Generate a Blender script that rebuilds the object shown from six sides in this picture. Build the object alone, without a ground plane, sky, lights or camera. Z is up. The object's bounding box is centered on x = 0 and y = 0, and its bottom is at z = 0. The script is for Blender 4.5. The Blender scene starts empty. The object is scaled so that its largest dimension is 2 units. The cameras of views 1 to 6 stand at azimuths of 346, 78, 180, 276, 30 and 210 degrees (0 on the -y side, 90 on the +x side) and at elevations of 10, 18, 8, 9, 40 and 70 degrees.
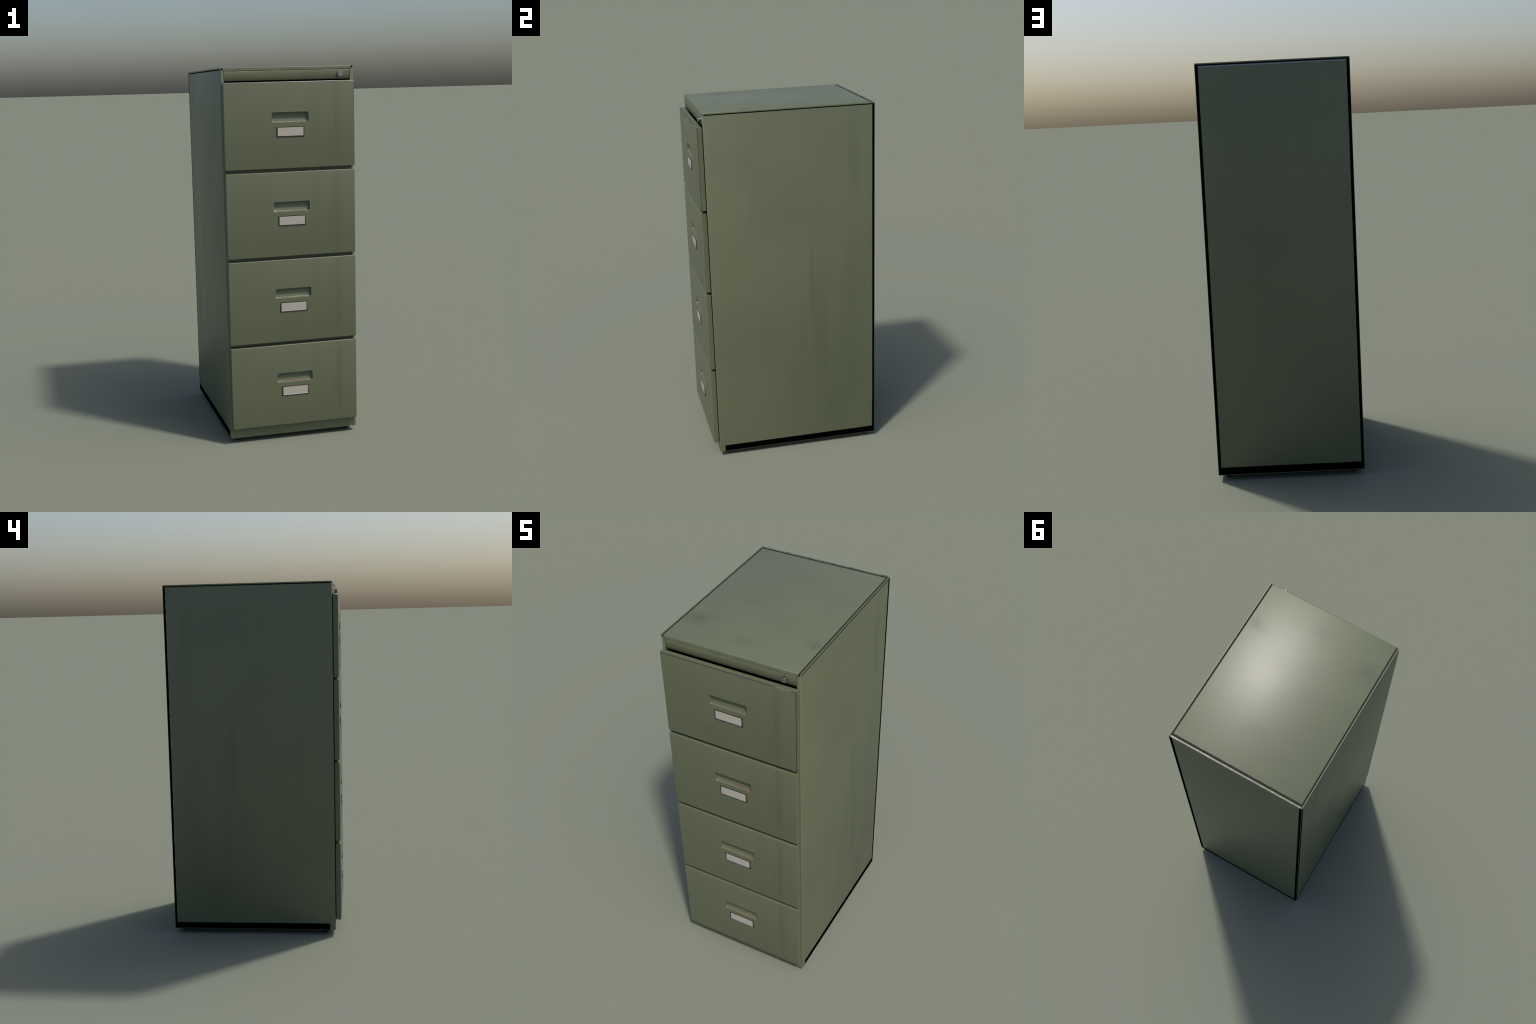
"""Four-drawer steel filing cabinet in olive enamel, built part by part."""
import bpy
import math
from mathutils import Vector, Matrix

# ------------------------------------------------------------------ sizes (m)
HALF_W = 0.3562            # outer half width
Y_FRONT = -0.449          # front of the corner posts
Y_BACK = 0.4866            # back plane
Z_BASE = 0.026            # underside of the body (stands on feet)
Z_TOP = 2.0
BAND_TOP = 0.064          # top of the black plinth band
PANEL_TOP = 1.9885        # top edge of side and back panels
RAIL = 0.0050             # thickness of corner rails
DRAWER_HW = 0.3500        # drawer front half width
DRAWER_H = 0.4462
DRAWER_PITCH = 0.46385
DRAWER_TOP = 1.9243
DRAWER_Y = -0.4808        # front plane of the drawers
DRAWER_THICK = 0.0270

OLIVE = (0.127, 0.142, 0.083)
STEEL = (0.42, 0.42, 0.44)
RUST = (0.195, 0.070, 0.040)


# ------------------------------------------------------------------ node help
class Nodes:
    def __init__(self, name):
        self.mat = bpy.data.materials.new(name)
        self.mat.use_nodes = True
        self.t = self.mat.node_tree
        self.t.nodes.clear()
        self.out = self.add("ShaderNodeOutputMaterial")
        self.bsdf = self.add("ShaderNodeBsdfPrincipled")
        self.link(self.bsdf.outputs[0], self.out.inputs[0])
        self.co = self.add("ShaderNodeTexCoord").outputs["Object"]

    def add(self, kind, **kw):
        n = self.t.nodes.new(kind)
        for k, v in kw.items():
            setattr(n, k, v)
        return n

    def link(self, a, b):
        self.t.links.new(a, b)

    def put(self, sock, v):
        if hasattr(v, "is_linked"):
            self.link(v, sock)
        else:
            sock.default_value = v

    def math(self, op, a, b=0.0, clamp=False):
        n = self.add("ShaderNodeMath", operation=op, use_clamp=clamp)
        self.put(n.inputs[0], a)
        self.put(n.inputs[1], b)
        return n.outputs[0]

    def mapping(self, loc=(0, 0, 0), scale=(1, 1, 1)):
        n = self.add("ShaderNodeMapping")
        self.link(self.co, n.inputs["Vector"])
        n.inputs["Location"].default_value = loc
        n.inputs["Scale"].default_value = scale
        return n.outputs[0]

    def noise(self, scale, detail=3.0, rough=0.5, stretch=(1, 1, 1), shift=(0, 0, 0)):
        n = self.add("ShaderNodeTexNoise")
        self.link(self.mapping(shift, stretch), n.inputs["Vector"])
        n.inputs["Scale"].default_value = scale
        n.inputs["Detail"].default_value = detail
        n.inputs["Roughness"].default_value = rough
        return n.outputs["Fac"]

    def ramp(self, fac, lo, hi, a=0.0, b=1.0, smooth=True):
        n = self.add("ShaderNodeMapRange")
        n.interpolation_type = "SMOOTHSTEP" if smooth else "LINEAR"
        self.put(n.inputs["Value"], fac)
        for k, v in (("From Min", lo), ("From Max", hi), ("To Min", a), ("To Max", b)):
            n.inputs[k].default_value = v
        return n.outputs["Result"]

    def mix(self, fac, a, b):
        n = self.add("ShaderNodeMix", data_type="RGBA")
        self.put(n.inputs[0], fac)
        for sock, v in ((n.inputs[6], a), (n.inputs[7], b)):
            if hasattr(v, "is_linked"):
                self.link(v, sock)
            else:
                sock.default_value = (*v, 1.0)
        return n.outputs[2]

    def blot(self, centre, radii):
        """soft-edged smudge: 1 at the centre, 0 outside the ellipsoid"""
        loc = tuple(-c / r for c, r in zip(centre, radii))
        v = self.mapping(loc, tuple(1.0 / r for r in radii))
        n = self.add("ShaderNodeVectorMath", operation="LENGTH")
        self.link(v, n.inputs[0])
        return self.ramp(n.outputs["Value"], 0.0, 1.0, 1.0, 0.0)


def paint_nodes(m, grime=(), tint=OLIVE, grain=1.0, ragged=(9.0, (1, 1, 0.35))):
    """enamel colour and roughness with faint mottling, streaks and smudges"""
    cloud = m.noise(2.2, 2.0, 0.45)
    streak = m.noise(7.0, 3.0, 0.5, stretch=(1.0, 1.0, 0.10), shift=(3.1, 1.7, 0.4))
    base = m.mix(m.ramp(cloud, 0.30, 0.72), tuple(c * (1 - 0.045 * grain) for c in tint),
                 tuple(c * (1 + 0.04 * grain) for c in tint))
    base = m.mix(m.math("MULTIPLY", m.ramp(streak, 0.52, 0.70), 0.10 * grain), base,
                 tuple(c * 0.60 for c in tint))
    dirt = None
    for centre, radii, amount in grime:
        g = m.math("MULTIPLY", m.blot(centre, radii), amount)
        dirt = g if dirt is None else m.math("MAXIMUM", dirt, g)
    if dirt is not None:
        broken = m.ramp(m.noise(ragged[0], 3.0, 0.6, stretch=ragged[1], shift=(0.7, 2.3, 5.0)), 0.25, 0.65, 0.62, 1.0)
        dirt = m.math("MULTIPLY", dirt, broken)
        base = m.mix(dirt, base, tuple(c * k for c, k in zip(tint, (0.50, 0.48, 0.50))))
    rough = m.ramp(m.noise(3.3, 3.0, 0.5, shift=(5, 0, 2)), 0.3, 0.7, 0.400, 0.412)
    if dirt is not None:
        rough = m.math("ADD", rough, m.math("MULTIPLY", dirt, 0.14))
    return base, rough


def paint(name, grime=(), tint=OLIVE, grain=1.0, ragged=(9.0, (1, 1, 0.35))):
    m = Nodes(name)
    base, rough = paint_nodes(m, grime, tint, grain, ragged)
    m.put(m.bsdf.inputs["Base Color"], base)
    m.put(m.bsdf.inputs["Roughness"], rough)
    return m.mat


def worn_edge(name, steel, rust=0.0, length=(30, 30, 30), shift=(0, 0, 0), soft=0.03, tint=OLIVE, metal_tone=STEEL, metal_rough=None):
    """enamel chipped to steel (share `steel`) and to rusty primer (share `rust`)"""
    m = Nodes(name)
    base, rough = paint_nodes(m, (), tint)

    def mask(share, sh):
        n = m.noise(1.0, 2.0, 0.55, stretch=length, shift=sh)
        cut = 0.72 - 0.44 * share
        return m.ramp(n, cut - soft, cut + soft)
    metal = mask(steel, shift) if steel > 0 else 0.0
    col = base
    if rust > 0:
        r = mask(rust, (shift[0] + 7.3, shift[1] + 1.9, shift[2] + 4.4))
        col = m.mix(r, col, RUST)
        rough = m.math("ADD", rough, m.math("MULTIPLY", r, 0.12))
        if steel > 0:
            metal = m.math("MULTIPLY", metal, m.math("SUBTRACT", 1.0, r))
    if steel > 0:
        col = m.mix(metal, col, metal_tone)
        if metal_rough is not None:
            rough = m.math("ADD", rough, m.math("MULTIPLY", metal, metal_rough - 0.42))
        m.put(m.bsdf.inputs["Metallic"], metal)
    m.put(m.bsdf.inputs["Base Color"], col)
    m.put(m.bsdf.inputs["Roughness"], rough)
    return m.mat


def plain(name, colour, rough=0.5, metallic=0.0, specular=0.5, grain=0.06, scale=60.0):
    m = Nodes(name)
    n = m.ramp(m.noise(scale, 3.0), 0.3, 0.7)
    m.put(m.bsdf.inputs["Base Color"], m.mix(n, tuple(c * (1 - grain) for c in colour),
                                             tuple(min(1.0, c * (1 + grain)) for c in colour)))
    m.bsdf.inputs["Roughness"].default_value = rough
    m.bsdf.inputs["Metallic"].default_value = metallic
    m.bsdf.inputs["Specular IOR Level"].default_value = specular
    return m.mat


# ------------------------------------------------------------------ mesh help
X, Y, Z = Vector((1, 0, 0)), Vector((0, 1, 0)), Vector((0, 0, 1))


class Builder:
    """faces with explicit corner normals, welded by position"""

    def __init__(self):
        self.v, self.key, self.f, self.n, self.m = [], {}, [], [], []

    def vert(self, p):
        k = tuple(round(c, 6) for c in p)
        if k not in self.key:
            self.key[k] = len(self.v)
            self.v.append(k)
        return self.key[k]

    def face(self, pts, out, nrm=None, mat=0):
        pts = [Vector(p) for p in pts]
        clean, cn = [], []
        for i, p in enumerate(pts):
            if clean and (p - clean[-1]).length < 1e-6:
                continue
            clean.append(p)
            cn.append(nrm[i] if nrm else None)
        if len(clean) > 1 and (clean[0] - clean[-1]).length < 1e-6:
            clean.pop()
            cn.pop()
        if len(clean) < 3:
            return
        g = Vector((0, 0, 0))
        for i, p in enumerate(clean):
            g += p.cross(clean[(i + 1) % len(clean)])
        if g.length < 1e-12:
            return
        g.normalize()
        if g.dot(out) < 0:
            clean.reverse()
            cn.reverse()
            g = -g
        self.f.append([self.vert(p) for p in clean])
        self.n.extend([(n.normalized() if n is not None else g) for n in cn])
        self.m.append(mat)

    def box(self, lo, hi, mat=0, skip=""):
        (x0, y0, z0), (x1, y1, z1) = lo, hi
        P = lambda a, b, c: (x1 if a else x0, y1 if b else y0, z1 if c else z0)
        sides = {"x": ((0, 0, 0), (0, 1, 0), (0, 1, 1), (0, 0, 1), -X), "X": ((1, 0, 0), (1, 1, 0), (1, 1, 1), (1, 0, 1), X),
                 "y": ((0, 0, 0), (1, 0, 0), (1, 0, 1), (0, 0, 1), -Y), "Y": ((0, 1, 0), (1, 1, 0), (1, 1, 1), (0, 1, 1), Y),
                 "z": ((0, 0, 0), (1, 0, 0), (1, 1, 0), (0, 1, 0), -Z), "Z": ((0, 0, 1), (1, 0, 1), (1, 1, 1), (0, 1, 1), Z)}
        for k, s in sides.items():
            if k not in skip:
                self.face([P(*c) for c in s[:4]], s[4], mat=mat)

    def build(self, name, mats, parent, loc=(0, 0, 0)):
        me = bpy.data.meshes.new(name)
        me.from_pydata(self.v, [], self.f)
        for i, mt in enumerate(mats):
            me.materials.append(mt)
        me.polygons.foreach_set("material_index", self.m)
        me.polygons.foreach_set("use_smooth", [True] * len(self.f))
        me.normals_split_custom_set([tuple(n) for n in self.n])
        me.update()
        return place(name, me, parent, loc)


def place(name, me, parent, loc=(0, 0, 0)):
    o = bpy.data.objects.new(name, me)
    bpy.context.collection.objects.link(o)
    o.location = loc
    o.parent = parent
    return o


def lines(a, b, n):
    return [a + (b - a) * i / n for i in range(n + 1)]


def bow(centre, half, amount, N):
    """normal field of a sheet that bows out very slightly"""
    def f(p):
        n = N.copy()
        for i in range(3):
            if amount[i]:
                n[i] += amount[i] * (p[i] - centre[i]) / half[i]
        return n.normalized()
    return f


def sheet(b, O, U, V, N, u, v, thick, insets, drop, nf, mat=0, edge_mats=(0, 0, 0, 0), segs=1,
          nu=6, nv=8, skip=(), hole=None, back=True):
    """Flat sheet-metal panel with rolled or chamfered edges.
    insets and edge_mats run left, right, bottom, top in (u, v)."""
    (u0, u1), (v0, v1) = u, v
    P = lambda a, c, d: O + U * a + V * c - N * d
    il, ir, ib, it = insets
    a0, a1, c0, c1 = u0 + il, u1 - ir, v0 + ib, v1 - it
    if hole is None:
        us, vs = lines(a0, a1, nu), lines(c0, c1, nv)
    else:
        hu, hv0, hv1 = hole
        us = lines(a0, -hu, 3) + lines(hu, a1, 3)
        vs = lines(c0, hv0, 4) + lines(hv1, c1, 3)
    for i in range(len(us) - 1):
        for j in range(len(vs) - 1):
            if hole is not None and abs(us[i] + hu) < 1e-9 and abs(vs[j] - hv0) < 1e-9:
                continue
            q = [P(us[i], vs[j], 0), P(us[i + 1], vs[j], 0), P(us[i + 1], vs[j + 1], 0), P(us[i], vs[j + 1], 0)]
            b.face(q, N, [nf(p) for p in q], mat)
    # rolled edges
    def ring(i):
        if segs == 1:
            s, d = ((1.0, 0.0), (0.0, 1.0))[i]
        else:
            a = math.pi / 2 * i / segs
            s, d = 1 - math.sin(a), 1 - math.cos(a)
        return (u0 + il * s, u1 - ir * s, v0 + ib * s, v1 - it * s, drop * d)
    sides = [(0, -U), (1, U), (2, -V), (3, V)]
    for k, out in sides:
        if k in skip:
            continue
        along = vs if k < 2 else us

        def pts(r, w):
            L, R, B, T, d = r
            lo, hi = (B, T) if k < 2 else (L, R)
            t = (w - along[0]) / (along[-1] - along[0])
            q = lo + (hi - lo) * t
            return P((L, R)[k], q, d) if k < 2 else P(q, (B, T)[k - 2], d)
        for i in range(segs):
            r0, r1 = ring(i), ring(i + 1)
            for j in range(len(along) - 1):
                q = [pts(r0, along[j]), pts(r0, along[j + 1]), pts(r1, along[j + 1]), pts(r1, along[j])]
                nn = None
                if segs > 1:
                    aa = [math.pi / 2 * (i + e) / segs for e in (0, 0, 1, 1)]
                    nn = [nf(p) * math.cos(a) + out * math.sin(a) for p, a in zip(q, aa)]
                b.face(q, N + out, nn, edge_mats[k])
        L, R, B, T, d = ring(segs)
        q = {0: [P(L, B, d), P(L, T, d), P(L, T, thick), P(L, B, thick)],
             1: [P(R, B, d), P(R, T, d), P(R, T, thick), P(R, B, thick)],
             2: [P(L, B, d), P(R, B, d), P(R, B, thick), P(L, B, thick)],
             3: [P(L, T, d), P(R, T, d), P(R, T, thick), P(L, T, thick)]}[k]
        b.face(q, out, None, mat)
    if back:
        b.face([P(u0, v0, thick), P(u1, v0, thick), P(u1, v1, thick), P(u0, v1, thick)], -N, None, mat)


# ------------------------------------------------------------------ materials
M_SIDE = paint("olive_enamel_side", [((0, 0.158, 0.66), (50, 0.085, 0.72), 0.26),
                                     ((0, 0.122, 0.98), (50, 0.034, 0.48), 0.34),
                                     ((0, 0.062, 0.66), (50, 0.050, 0.40), 0.26),
                                     ((0, 0.030, 0.48), (50, 0.160, 0.40), 0.18),
                                     ((0, 0.250, 0.24), (50, 0.11, 0.30), 0.22),
                                     ((0, -0.150, 0.62), (50, 0.07, 0.40), 0.13),
                                     ((0, 0.350, 0.60), (50, 0.15, 0.66), 0.18),
                                     ((0, 0.365, 1.74), (50, 0.055, 0.42), 0.22),
                                     ((0, -0.060, 1.42), (50, 0.24, 0.22), 0.10),
                                     ((0, -0.250, 1.72), (50, 0.16, 0.20), 0.08)], tint=(0.133, 0.150, 0.088), ragged=(5.5, (1, 1, 0.7)))
M_BACK = paint("olive_enamel_back", [((0.12, 0.48, 0.5), (0.05, 0.3, 0.5), 0.12)])
M_TOP = paint("olive_enamel_top", [((0.304, -0.222, 2.0), (0.062, 0.062, 0.3), 0.40),
                                   ((0.270, -0.205, 2.0), (0.070, 0.040, 0.3), 0.24),
                                   ((-0.283, -0.257, 2.0), (0.090, 0.076, 0.3), 0.42),
                                   ((-0.235, -0.225, 2.0), (0.100, 0.060, 0.3), 0.22),
                                   ((0.006, -0.332, 2.0), (0.085, 0.058, 0.3), 0.24),
                                   ((0.060, -0.080, 2.0), (0.200, 0.150, 0.3), 0.08),
                                   ((-0.120, -0.020, 2.0), (0.140, 0.070, 0.3), 0.12),
                                   ((0.002, 0.260, 2.0), (0.110, 0.060, 0.3), 0.18),
                                   ((-0.180, 0.330, 2.0), (0.140, 0.100, 0.3), 0.14)], tint=(0.132, 0.150, 0.089), ragged=(7.0, (1, 1, 1)))
M_DRAWER = paint("olive_enamel_drawer", [((0.250, 0, 0.02), (0.034, 0.5, 0.36), 0.42),
                                         ((0.215, 0, -0.05), (0.030, 0.5, 0.25), 0.18),
                                         ((-0.05, 0, -0.14), (0.20, 0.5, 0.10), 0.12)], tint=(0.116, 0.130, 0.076))
M_PAINT = paint("olive_enamel")
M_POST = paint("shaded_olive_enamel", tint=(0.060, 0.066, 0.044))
M_CHIP = worn_edge("lightly_chipped_edge", 0.34, length=(26, 26, 26), shift=(1, 4, 2))
M_BARE = worn_edge("bare_steel_edge", 0.95, length=(9, 9, 9), shift=(2, 0, 5), metal_tone=(0.36, 0.36, 0.35))
M_RAILCHIP = worn_edge("chipped_rail", 0.36, length=(24, 24, 24), shift=(8, 1, 3), metal_tone=(0.17, 0.17, 0.18), metal_rough=0.55)  # steel toned down so the sun's mirror glare stays grey
M_HEADCHIP = worn_edge("header_edge", 0.40, length=(26, 26, 26), shift=(1, 4, 2), metal_tone=(0.16, 0.16, 0.16), metal_rough=0.5)
M_TOPCHIP = worn_edge("chipped_top_edge", 0.36, length=(28, 28, 28), shift=(4, 6, 1))
M_GROOVE = plain("groove_olive_baked_shade", (0.024, 0.025, 0.017), 0.7, specular=0.1)  # olive darkened: crease shading baked into the base colour
M_BLACK = plain("flat_black", (0.0008, 0.0008, 0.0008), 0.9, specular=0.0)
M_INSIDE = plain("dark_interior", (0.008, 0.009, 0.007), 0.8, specular=0.1)
M_RUBBER = plain("black_rubber", (0.022, 0.023, 0.026), 0.55, specular=0.3)
M_LOCK = plain("lock_steel", (0.33, 0.33, 0.325), 0.30, metallic=1.0, grain=0.03)
M_CARD = plain("card_paper", (0.405, 0.378, 0.328), 0.85, specular=0.2, grain=0.02, scale=25)
M_SEAM = plain("rusty_seam", (0.10, 0.05, 0.028), 0.8, specular=0.1)


def holder_steel():
    m = Nodes("label_holder_steel")
    r = m.ramp(m.noise(1.0, 2.0, 0.5, stretch=(45, 45, 45)), 0.52, 0.60)
    m.put(m.bsdf.inputs["Base Color"], m.mix(r, (0.10, 0.10, 0.105), (0.10, 0.045, 0.028)))
    m.put(m.bsdf.inputs["Metallic"], m.math("SUBTRACT", 1.0, r))
    m.bsdf.inputs["Roughness"].default_value = 0.3
    return m.mat


M_HOLDER = holder_steel()
M_INNER = plain("label_holder_inner_steel", (0.30, 0.32, 0.35), 0.3, metallic=1.0)

# ------------------------------------------------------------------ cabinet
root = bpy.data.objects.new("filing_cabinet", None)
bpy.context.collection.objects.link(root)
root["label"] = "tall olive green steel filing cabinet with four drawers"
root["category"] = "filing cabinet"

# black carcass, with flush black strips on its outer faces
b = Builder()
b.box((-0.3490, -0.430, 0.0285), (0.3490, 0.4800, 1.4600))
b.box((-0.3490, 0.250, 1.4600), (0.3490, 0.4800, 1.9940))
b.box((-0.3557, -0.418, 0.0285), (0.3557, 0.4861, BAND_TOP), skip="")
b.box((-0.3500, -0.4465, 1.9860), (-0.3380, -0.400, 1.9930))
b.box((0.3380, -0.4465, 1.9860), (0.3500, -0.400, 1.9930))
for s in (-1, 1):
    x0, x1 = sorted((s * 0.3424, s * 0.3557))
    b.box((x0, 0.4738, 0.0640), (x1, 0.4861, 1.9932))          # flush black strips at the back corners
    x0, x1 = sorted((s * 0.3470, s * 0.3558))
    b.box((x0, -0.4405, 1.9883), (x1, 0.4738, 1.9930))         # black strip under the side rail
b.box((-0.3424, 0.4650, 1.9888), (0.3424, 0.4862, 1.9934))
b.build("carcass", [M_BLACK], root)

# thin floor lip under the band
b = Builder()
b.box((-0.3547, -0.4170, Z_BASE), (0.3547, 0.4851, 0.0283))
b.build("floor_plate", [M_PAINT], root)

# side panels wrap round the front into the corner posts
ZC, ZH = 1.026, 0.962
for s in (-1, 1):
    b = Builder()
    N, O = X * s, Vector((HALF_W * s, 0, 0))
    flat = bow((0, 0.016, ZC), (1, 0.458, ZH), (0, 0.16, 0.14), N)
    sheet(b, O, Y, Z, N, (-0.4415, 0.4740), (BAND_TOP, PANEL_TOP), 0.006, (0, 0.004, 0, 0.0015), 0.0015,
          flat, edge_mats=(0, 1, 0, 0), nu=6, nv=10, skip=(0, 2))
    q = [Vector((HALF_W * s, y, z)) for y, z in ((-0.4415, Z_BASE), (-0.418, Z_BASE), (-0.418, BAND_TOP), (-0.4415, BAND_TOP))]
    b.face(q, N, [flat(p) for p in q])
    zs = lines(Z_BASE, PANEL_TOP, 10)
    r = 0.0075
    prof = [(HALF_W, -0.4415, 0.16)]
    for i in range(1, 7):
        a = math.pi / 2 * i / 6
        prof.append((HALF_W - r + r * math.cos(a), -0.4415 - r * math.sin(a), a))
    prof.append((0.3385, Y_FRONT, math.pi / 2))
    for j in range(10):
        for i in range(len(prof) - 1):
            q, nn = [], []
            for e, g in ((0, 0), (1, 0), (1, 1), (0, 1)):
                px, py, a = prof[i + e]
                p = Vector((px * s, py, zs[j + g]))
                q.append(p)
                nz = 0.14 * (p.z - ZC) / ZH
                a = max(a, math.atan(0.16))
                nn.append(Vector((s * math.cos(a), -math.sin(a), nz)))
            b.face(q, N - Y, nn)
    ring = [Vector((x * s, y, 0)) for x, y, a in prof] + [Vector((0.3385 * s, -0.425, 0)), Vector((0.3480 * s, -0.418, 0)), Vector((HALF_W * s, -0.418, 0))]
    for z, d in ((Z_BASE, -Z), (PANEL_TOP, Z)):
        b.face([p + Z * z for p in ring], d)
    b.face([(0.3385 * s, Y_FRONT, Z_BASE), (0.3385 * s, Y_FRONT, PANEL_TOP), (0.3385 * s, -0.425, PANEL_TOP), (0.3385 * s, -0.425, Z_BASE)], -N)
    b.build("side_panel", [M_SIDE, M_CHIP], root)

# back panel
b = Builder()
sheet(b, Vector((0, Y_BACK, 0)), -X, Z, Y, (-0.3425, 0.3425), (BAND_TOP, 1.9890), 0.006, (0.003, 0.003, 0.0015, 0.0080), 0.0030,
      bow((0, 0, ZC), (0.342, 1, ZH), (0.14, 0, 0.14), Y), edge_mats=(1, 1, 0, 2), nu=6, nv=10)
b.build("back_panel", [M_BACK, M_CHIP, M_BARE], root)

# top panel with a rolled front lip
b = Builder()
sheet(b, Vector((0, 0, Z_TOP)), X, Y, Z, (-0.3432, 0.3432), (Y_FRONT, 0.4680), 0.0162, (0.0012, 0.0012, 0.0060, 0.0045), 0.0030,
      bow((0, 0.010, 0), (0.342, 0.458, 1), (0.21, 0.15, 0), Z), edge_mats=(0, 0, 0, 1), nu=8, nv=8, segs=4)
b.build("top_panel", [M_TOP, M_TOPCHIP], root)

# grooves round the top panel
b = Builder()
for s in (-1, 1):
    x0, x1 = sorted((s * 0.3425, s * 0.3520))
    b.box((x0, -0.4425, 1.9936), (x1, 0.4800, 1.9982))
b.box((-0.3420, 0.4660, 1.9936), (0.3420, 0.4800, 1.9982))
b.build("top_groove", [M_GROOVE], root)

# corner rails
def rail(lo, hi, mat, soften=0.0010):
    b = Builder()
    b.box(lo, hi)
    o = b.build("corner_rail", [mat], root)
    m = o.modifiers.new("edge", "BEVEL")
    m.width, m.segments, m.limit_method = soften, 2, "ANGLE"
    return o


for s in (-1, 1):
    x0, x1 = sorted((s * (HALF_W - RAIL), s * HALF_W))
    rail((x0, Y_FRONT, 1.9930), (x1, Y_BACK, Z_TOP), M_PAINT)
    rail((x0, Y_FRONT + 0.0005, 1.9880), (x1, -0.4405, 1.9934), M_PAINT, 0.0006)
    x0, x1 = sorted((s * (HALF_W - 0.0022), s * HALF_W))
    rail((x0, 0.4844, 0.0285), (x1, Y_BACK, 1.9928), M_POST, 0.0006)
rail((-0.3490, 0.4775, 1.9936), (0.3490, Y_BACK, Z_TOP - 0.0003), M_RAILCHIP, 0.0005)

# header strip above the drawers, rolled under at its lower edge
b = Builder()
prof = [(-0.4440, 1.9818), (-0.4472, 1.9812), (-0.4484, 1.9792), (-0.4484, 1.9690), (-0.4483, 1.9580), (-0.4481, 1.9470),
        (-0.4478, 1.9385), (-0.4474, 1.9330), (-0.4462, 1.9316), (-0.4050, 1.9312)]
tilt = [75, 45, 8, 0, -7, -14, -21, -27, -80, -90]        # the sheet is rolled under
norm = [Vector((0, -math.cos(math.radians(a)), math.sin(math.radians(a)))) for a in tilt]
for i in range(len(prof) - 1):
    q = [Vector((x, prof[k][0], prof[k][1])) for x, k in ((-0.3358, i), (0.3358, i), (0.3358, i + 1), (-0.3358, i + 1))]
    mid = (norm[i] + norm[i + 1])
    b.face(q, mid, [norm[i], norm[i], norm[i + 1], norm[i + 1]], 1 if i == 1 else 0)
for x in (-0.3358, 0.3358):
    b.face([(x, y, z) for y, z in prof] + [(x, -0.405, 1.9818)], X * x)
b.build("header_strip", [M_PAINT, M_HEADCHIP], root)

# divider rails between the drawers
for k in range(3):
    z = DRAWER_TOP - DRAWER_H - k * DRAWER_PITCH - 0.0088
    b = Builder()
    b.box((-0.3383, -0.4450, z - 0.016), (0.3383, -0.420, z + 0.016))
    b.build("divider_rail", [M_PAINT], root)

# kick strip under the bottom drawer, with rusty seams against the posts
b = Builder()
b.box((-0.3372, -0.4470, Z_BASE), (0.3372, -0.420, 0.0960))
b.build("kick_strip", [M_PAINT], root)
for s in (-1, 1):
    b = Builder()
    x0, x1 = sorted((s * 0.3372, s * 0.3385))
    b.box((x0, -0.4463, Z_BASE + 0.0005), (x1, -0.425, 0.0950))
    b.build("kick_seam", [M_SEAM], root)

# lock barrel with a bright rim
def lathe(b, prof, axis_fn, n=32, mats=None):
    for i in range(len(prof) - 1):
        (r0, h0), (r1, h1) = prof[i], prof[i + 1]
        for j in range(n):
            a0, a1 = 2 * math.pi * j / n, 2 * math.pi * (j + 1) / n
            q = [axis_fn(r0, a0, h0), axis_fn(r0, a1, h0), axis_fn(r1, a1, h1), axis_fn(r1, a0, h1)]
            dr, dh = r1 - r0, h1 - h0
            am = (a0 + a1) / 2
            out = axis_fn(dh, am, -dr) - axis_fn(0, 0, 0)
            nn = [axis_fn(dh, a, -dr) - axis_fn(0, 0, 0) for a in (a0, a1, a1, a0)]
            b.face(q, out, nn, mats[i] if mats else 0)


LOCK = Vector((0.2804, -0.4462, 1.9578))
b = Builder()
lathe(b, [(0.0143, -0.002), (0.0143, 0.0168), (0.0132, 0.0178), (0.0000, 0.0178)],
      lambda r, a, h: Vector((r * math.cos(a), -h, r * math.sin(a))))
lock = b.build("lock", [M_LOCK], root, LOCK)
# ------------------------------------------------------------------ drawers
HOLE_HW, HOLE_TOP, HOLE_BOT = 0.0988, -0.1552, -0.2082     # from the drawer's top edge
H2 = DRAWER_H / 2
HOLE_Z0, HOLE_Z1 = H2 + HOLE_BOT, H2 + HOLE_TOP


def rounded(hw, z0, z1, r, y, n=5):
    pts = []
    for cx, cz, a0 in ((hw - r, z0 + r, -90), (hw - r, z1 - r, 0), (-hw + r, z1 - r, 90), (-hw + r, z0 + r, 180)):
        for i in range(n + 1):
            a = math.radians(a0 + 90 * i / n)
            pts.append(Vector((cx + r * math.cos(a), y, cz + r * math.sin(a))))
    return pts


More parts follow.
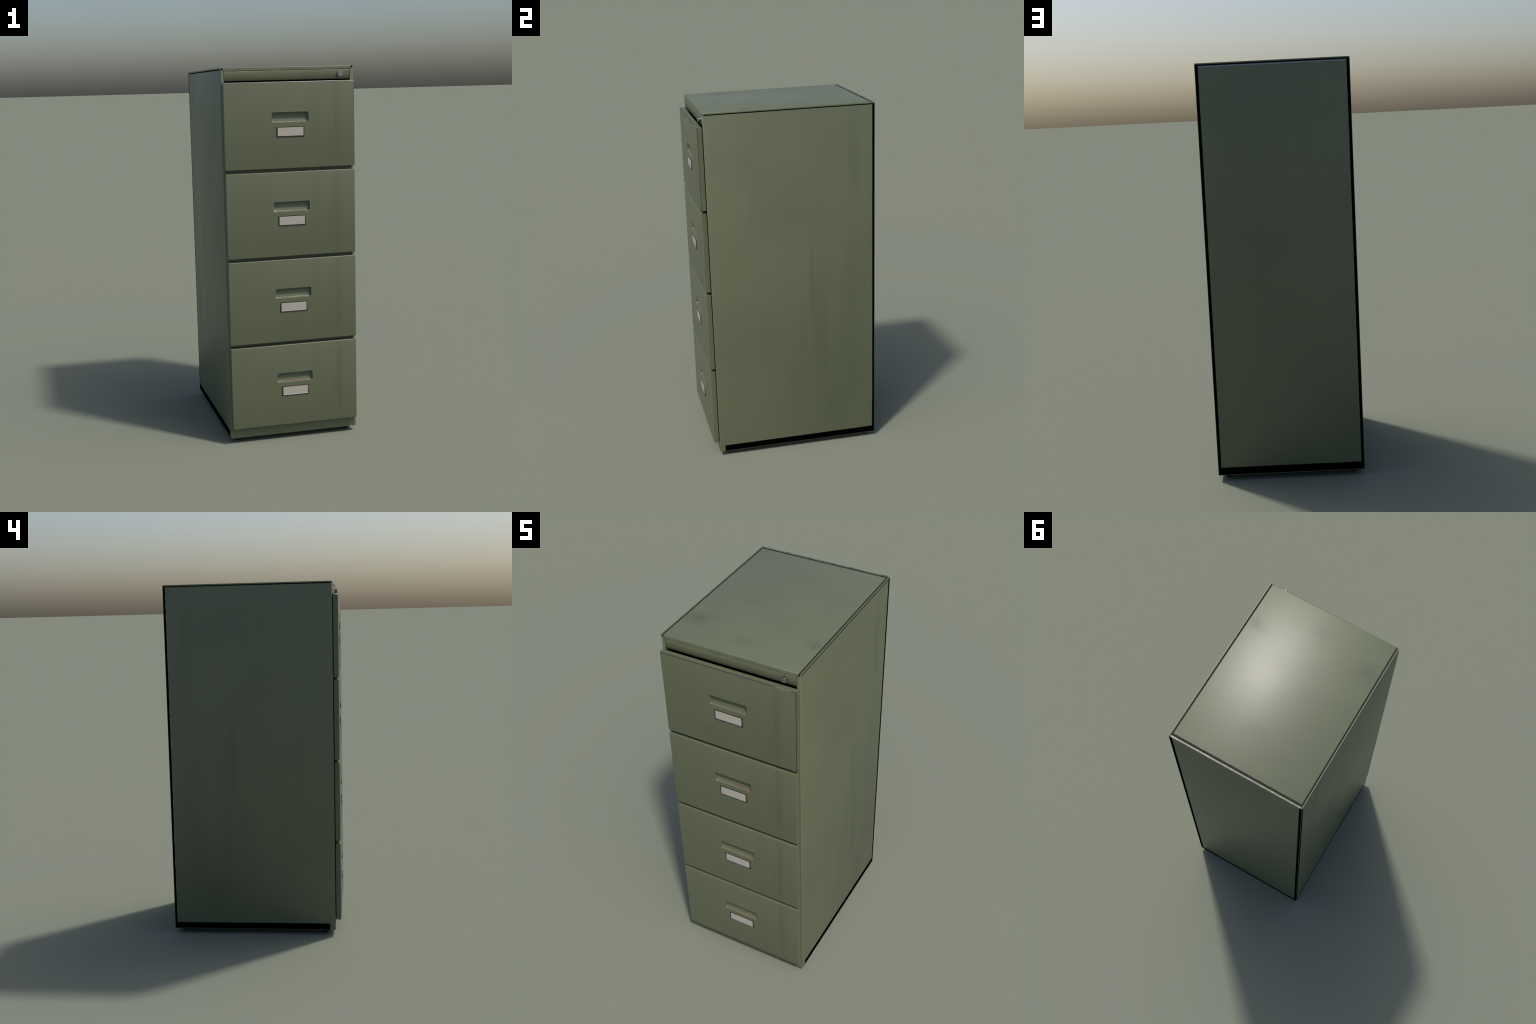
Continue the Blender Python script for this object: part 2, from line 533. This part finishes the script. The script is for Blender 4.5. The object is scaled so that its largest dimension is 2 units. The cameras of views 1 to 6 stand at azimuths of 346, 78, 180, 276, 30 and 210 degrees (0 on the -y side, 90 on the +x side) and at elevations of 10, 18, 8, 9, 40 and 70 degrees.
def drawer_front():
    b = Builder()
    N = -Y
    face = bow((0, 0, 0), (DRAWER_HW, 1, H2), (0.05, 0, 0.13), N)
    marg = 0.010
    hu, hv0, hv1 = HOLE_HW + marg, HOLE_Z0 - marg, HOLE_Z1 + marg
    sheet(b, Vector((0, 0, 0)), X, Z, N, (-DRAWER_HW, DRAWER_HW), (-H2, H2), DRAWER_THICK,
          (0.0030,) * 4, 0.0030, face, edge_mats=(0, 1, 0, 1), segs=3, hole=(hu, hv0, hv1), back=False)
    # collar between the flat face and the rim of the grip
    n = 5
    rim = rounded(HOLE_HW + 0.0032, HOLE_Z0 - 0.0032, HOLE_Z1 + 0.0032, 0.0112, 0.0, n)
    corners = [Vector((hu, 0, hv0)), Vector((hu, 0, hv1)), Vector((-hu, 0, hv1)), Vector((-hu, 0, hv0))]
    c = n + 1
    for k in range(4):
        arc = rim[k * c:(k + 1) * c]
        for i in range(n):
            q = [corners[k], arc[i], arc[i + 1]]
            b.face(q, N, [face(p) for p in q])
        q = [corners[k], arc[-1], rim[((k + 1) * c) % len(rim)], corners[(k + 1) % 4]]
        b.face(q, N, [face(p) for p in q])
    z0, z1 = HOLE_Z0, HOLE_Z1
    rings = [rim,
             rounded(HOLE_HW, z0, z1, 0.0085, 0.0, n),
             rounded(HOLE_HW - 0.0006, z0 + 0.0008, z1 - 0.0006, 0.0082, 0.0010, n),
             rounded(HOLE_HW - 0.0008, z0 + 0.0040, z1 - 0.0008, 0.0080, 0.0096, n),
             rounded(HOLE_HW - 0.0012, z0 + 0.0056, z1 - 0.0010, 0.0080, 0.0108, n),
             rounded(HOLE_HW - 0.0030, z0 + 0.0165, z1 - 0.0014, 0.0090, 0.0152, n),
             rounded(HOLE_HW - 0.0060, z0 + 0.0270, z1 - 0.0020, 0.0100, 0.0195, n),
             rounded(HOLE_HW - 0.0110, z0 + 0.0345, z1 - 0.0030, 0.0070, 0.0225, n)]
    L = len(rim)
    def rn(i, j):
        """smooth normal of the pressed grip"""
        a = rings[max(1, i - 1)][j % L]
        d = rings[min(len(rings) - 1, i + 1)][j % L]
        t = rings[i][(j + 1) % L] - rings[i][(j - 1) % L]
        nn = t.cross(d - a)
        if nn.length < 1e-9:
            return N.copy()
        nn.normalize()
        mid = Vector((0, -0.03, (z0 + z1) / 2))
        return nn if nn.dot(mid - rings[i][j % L]) > 0 else -nn
    for i in range(len(rings) - 1):
        for j in range(L):
            k = (j + 1) % L
            q = [rings[i][j], rings[i][k], rings[i + 1][k], rings[i + 1][j]]
            low = rings[i][j].z < z0 + 0.009 and rings[i][k].z < z0 + 0.009
            mat = 0
            if i == 0:
                mat = 2
            elif low and i in (1, 3):
                mat = 3
            inward = Vector((0, -0.5, 0)) if i == 0 else Vector((0, -0.03, (z0 + z1) / 2)) - (q[0] + q[2]) / 2
            if i == 0:
                nn = [face(p) for p in q]
            elif i in (1, 2, 3):
                nn = None
            else:
                nn = [(rn(*e) + N * 0.8).normalized() for e in ((i, j), (i, k), (i + 1, k), (i + 1, j))]
            b.face(q, inward, nn, mat)
    b.face(rings[-1], N)
    # neck joining the front to the carcass
    T, nx, nz = DRAWER_THICK, 0.330, 0.060
    b.box((-nx, T, -nz), (nx, 0.060, nz), 4, skip="y")
    for e in (-1, 1):                                  # buffer strips close the side slits
        x0, x1 = sorted((e * 0.3340, e * 0.3460))
        b.box((x0, T + 0.0004, -H2 + 0.004), (x1, T + 0.0042, H2 - 0.004), 4)
    o = [Vector((sx * DRAWER_HW, T, sz * H2)) for sx, sz in ((-1, -1), (1, -1), (1, 1), (-1, 1))]
    i = [Vector((sx * nx, T, sz * nz)) for sx, sz in ((-1, -1), (1, -1), (1, 1), (-1, 1))]
    for k in range(4):
        b.face([o[k], o[(k + 1) % 4], i[(k + 1) % 4], i[k]], Y)
    return b


def label_holder():
    b = Builder()
    hw, z0, z1 = 0.0755, -0.026, 0.026
    path = lambda i, y: [Vector((-hw + i, y, z1)), Vector((-hw + i, y, z0 + i)), Vector((hw - i, y, z0 + i)), Vector((hw - i, y, z1))]
    loops = [path(0, 0.0), path(0.0006, -0.0022), path(0.0046, -0.0046), path(0.0056, -0.0046), path(0.0080, -0.0018)]
    outs = [(-X, -Z, X)] * 1
    for i in range(4):
        for k in range(3):
            q = [loops[i][k], loops[i][k + 1], loops[i + 1][k + 1], loops[i + 1][k]]
            out = -Y
            if i == 0:
                out = (-X, -Z, X)[k]
            b.face(q, out, None, 1 if i == 3 else 0)
    for k in (0, 3):
        b.face([l[k] for l in loops] + [Vector((loops[-1][k].x, 0, z1))], Z)
    # thin dark plate, shows as a line above the card
    b.box((-0.0700, -0.0012, z0 + 0.006), (0.0700, 0.0005, z1 + 0.0006), 2)
    return b


def label_card():
    b = Builder()
    b.box((-0.0690, -0.0026, -0.0190), (0.0690, -0.0008, 0.0235))
    return b


# wear differs from drawer to drawer: rim chipping, rusty lip, bare outer edge
WEAR = [dict(rim=0.06, lip=0.35, edge=0.74), dict(rim=0.66, lip=0.62, edge=0.10),
        dict(rim=0.12, lip=0.48, edge=0.10), dict(rim=0.40, lip=0.58, edge=0.10)]
front_mesh = holder_mesh = card_mesh = None
for k in range(4):
    w = WEAR[k]
    z = DRAWER_TOP - H2 - k * DRAWER_PITCH
    M_EDGE = worn_edge("drawer_edge", w["edge"], length=(5, 5, 5), shift=(k * 3.7, 0, k * 1.3), metal_tone=(0.14, 0.14, 0.145))  # metal_tone lowered to paint in the dark reflection along the bevel
    M_RIM = worn_edge("grip_rim", w["rim"], soft=0.07, length=(30, 30, 30), shift=(k * 2.9, 1, k * 5.1), metal_tone=(0.30, 0.30, 0.31))
    M_LIP = worn_edge("grip_lip", 0.16, w["lip"] + 0.02, soft=0.06, length=(20, 20, 20), shift=(k * 5.3, 2, k * 2.7))
    mats = [M_DRAWER, M_EDGE, M_RIM, M_LIP, M_INSIDE]
    if front_mesh is None:
        d = drawer_front().build("drawer", mats, root, (0, DRAWER_Y, z))
        front_mesh = d.data
    else:
        d = place("drawer", front_mesh, root, (0, DRAWER_Y, z))
    for i, mt in enumerate(mats):
        d.material_slots[i].link = "OBJECT"
        d.material_slots[i].material = mt
    lz = H2 - 0.2576
    if holder_mesh is None:
        h = label_holder().build("label_holder", [M_HOLDER, M_INNER, M_INSIDE], d, (0, 0, lz))
        c = label_card().build("label_card", [M_CARD], d, (0, -0.0008, lz))
        holder_mesh, card_mesh = h.data, c.data
    else:
        place("label_holder", holder_mesh, d, (0, 0, lz))
        place("label_card", card_mesh, d, (0, -0.0008, lz))

# ------------------------------------------------------------------ feet
foot_mesh = None
for x in (-0.310, 0.310):
    for y in (-0.391, 0.428):
        if foot_mesh is None:
            b = Builder()
            lathe(b, [(0.0225, 0.0270), (0.0222, 0.0170), (0.0200, 0.0090), (0.0165, 0.0035), (0.0120, 0.0), (0.0, 0.0)][::-1],
                  lambda r, a, h: Vector((r * math.cos(a), r * math.sin(a), h)))
            foot_mesh = b.build("foot", [M_RUBBER], root, (x, y, 0)).data
        else:
            place("foot", foot_mesh, root, (x, y, 0))
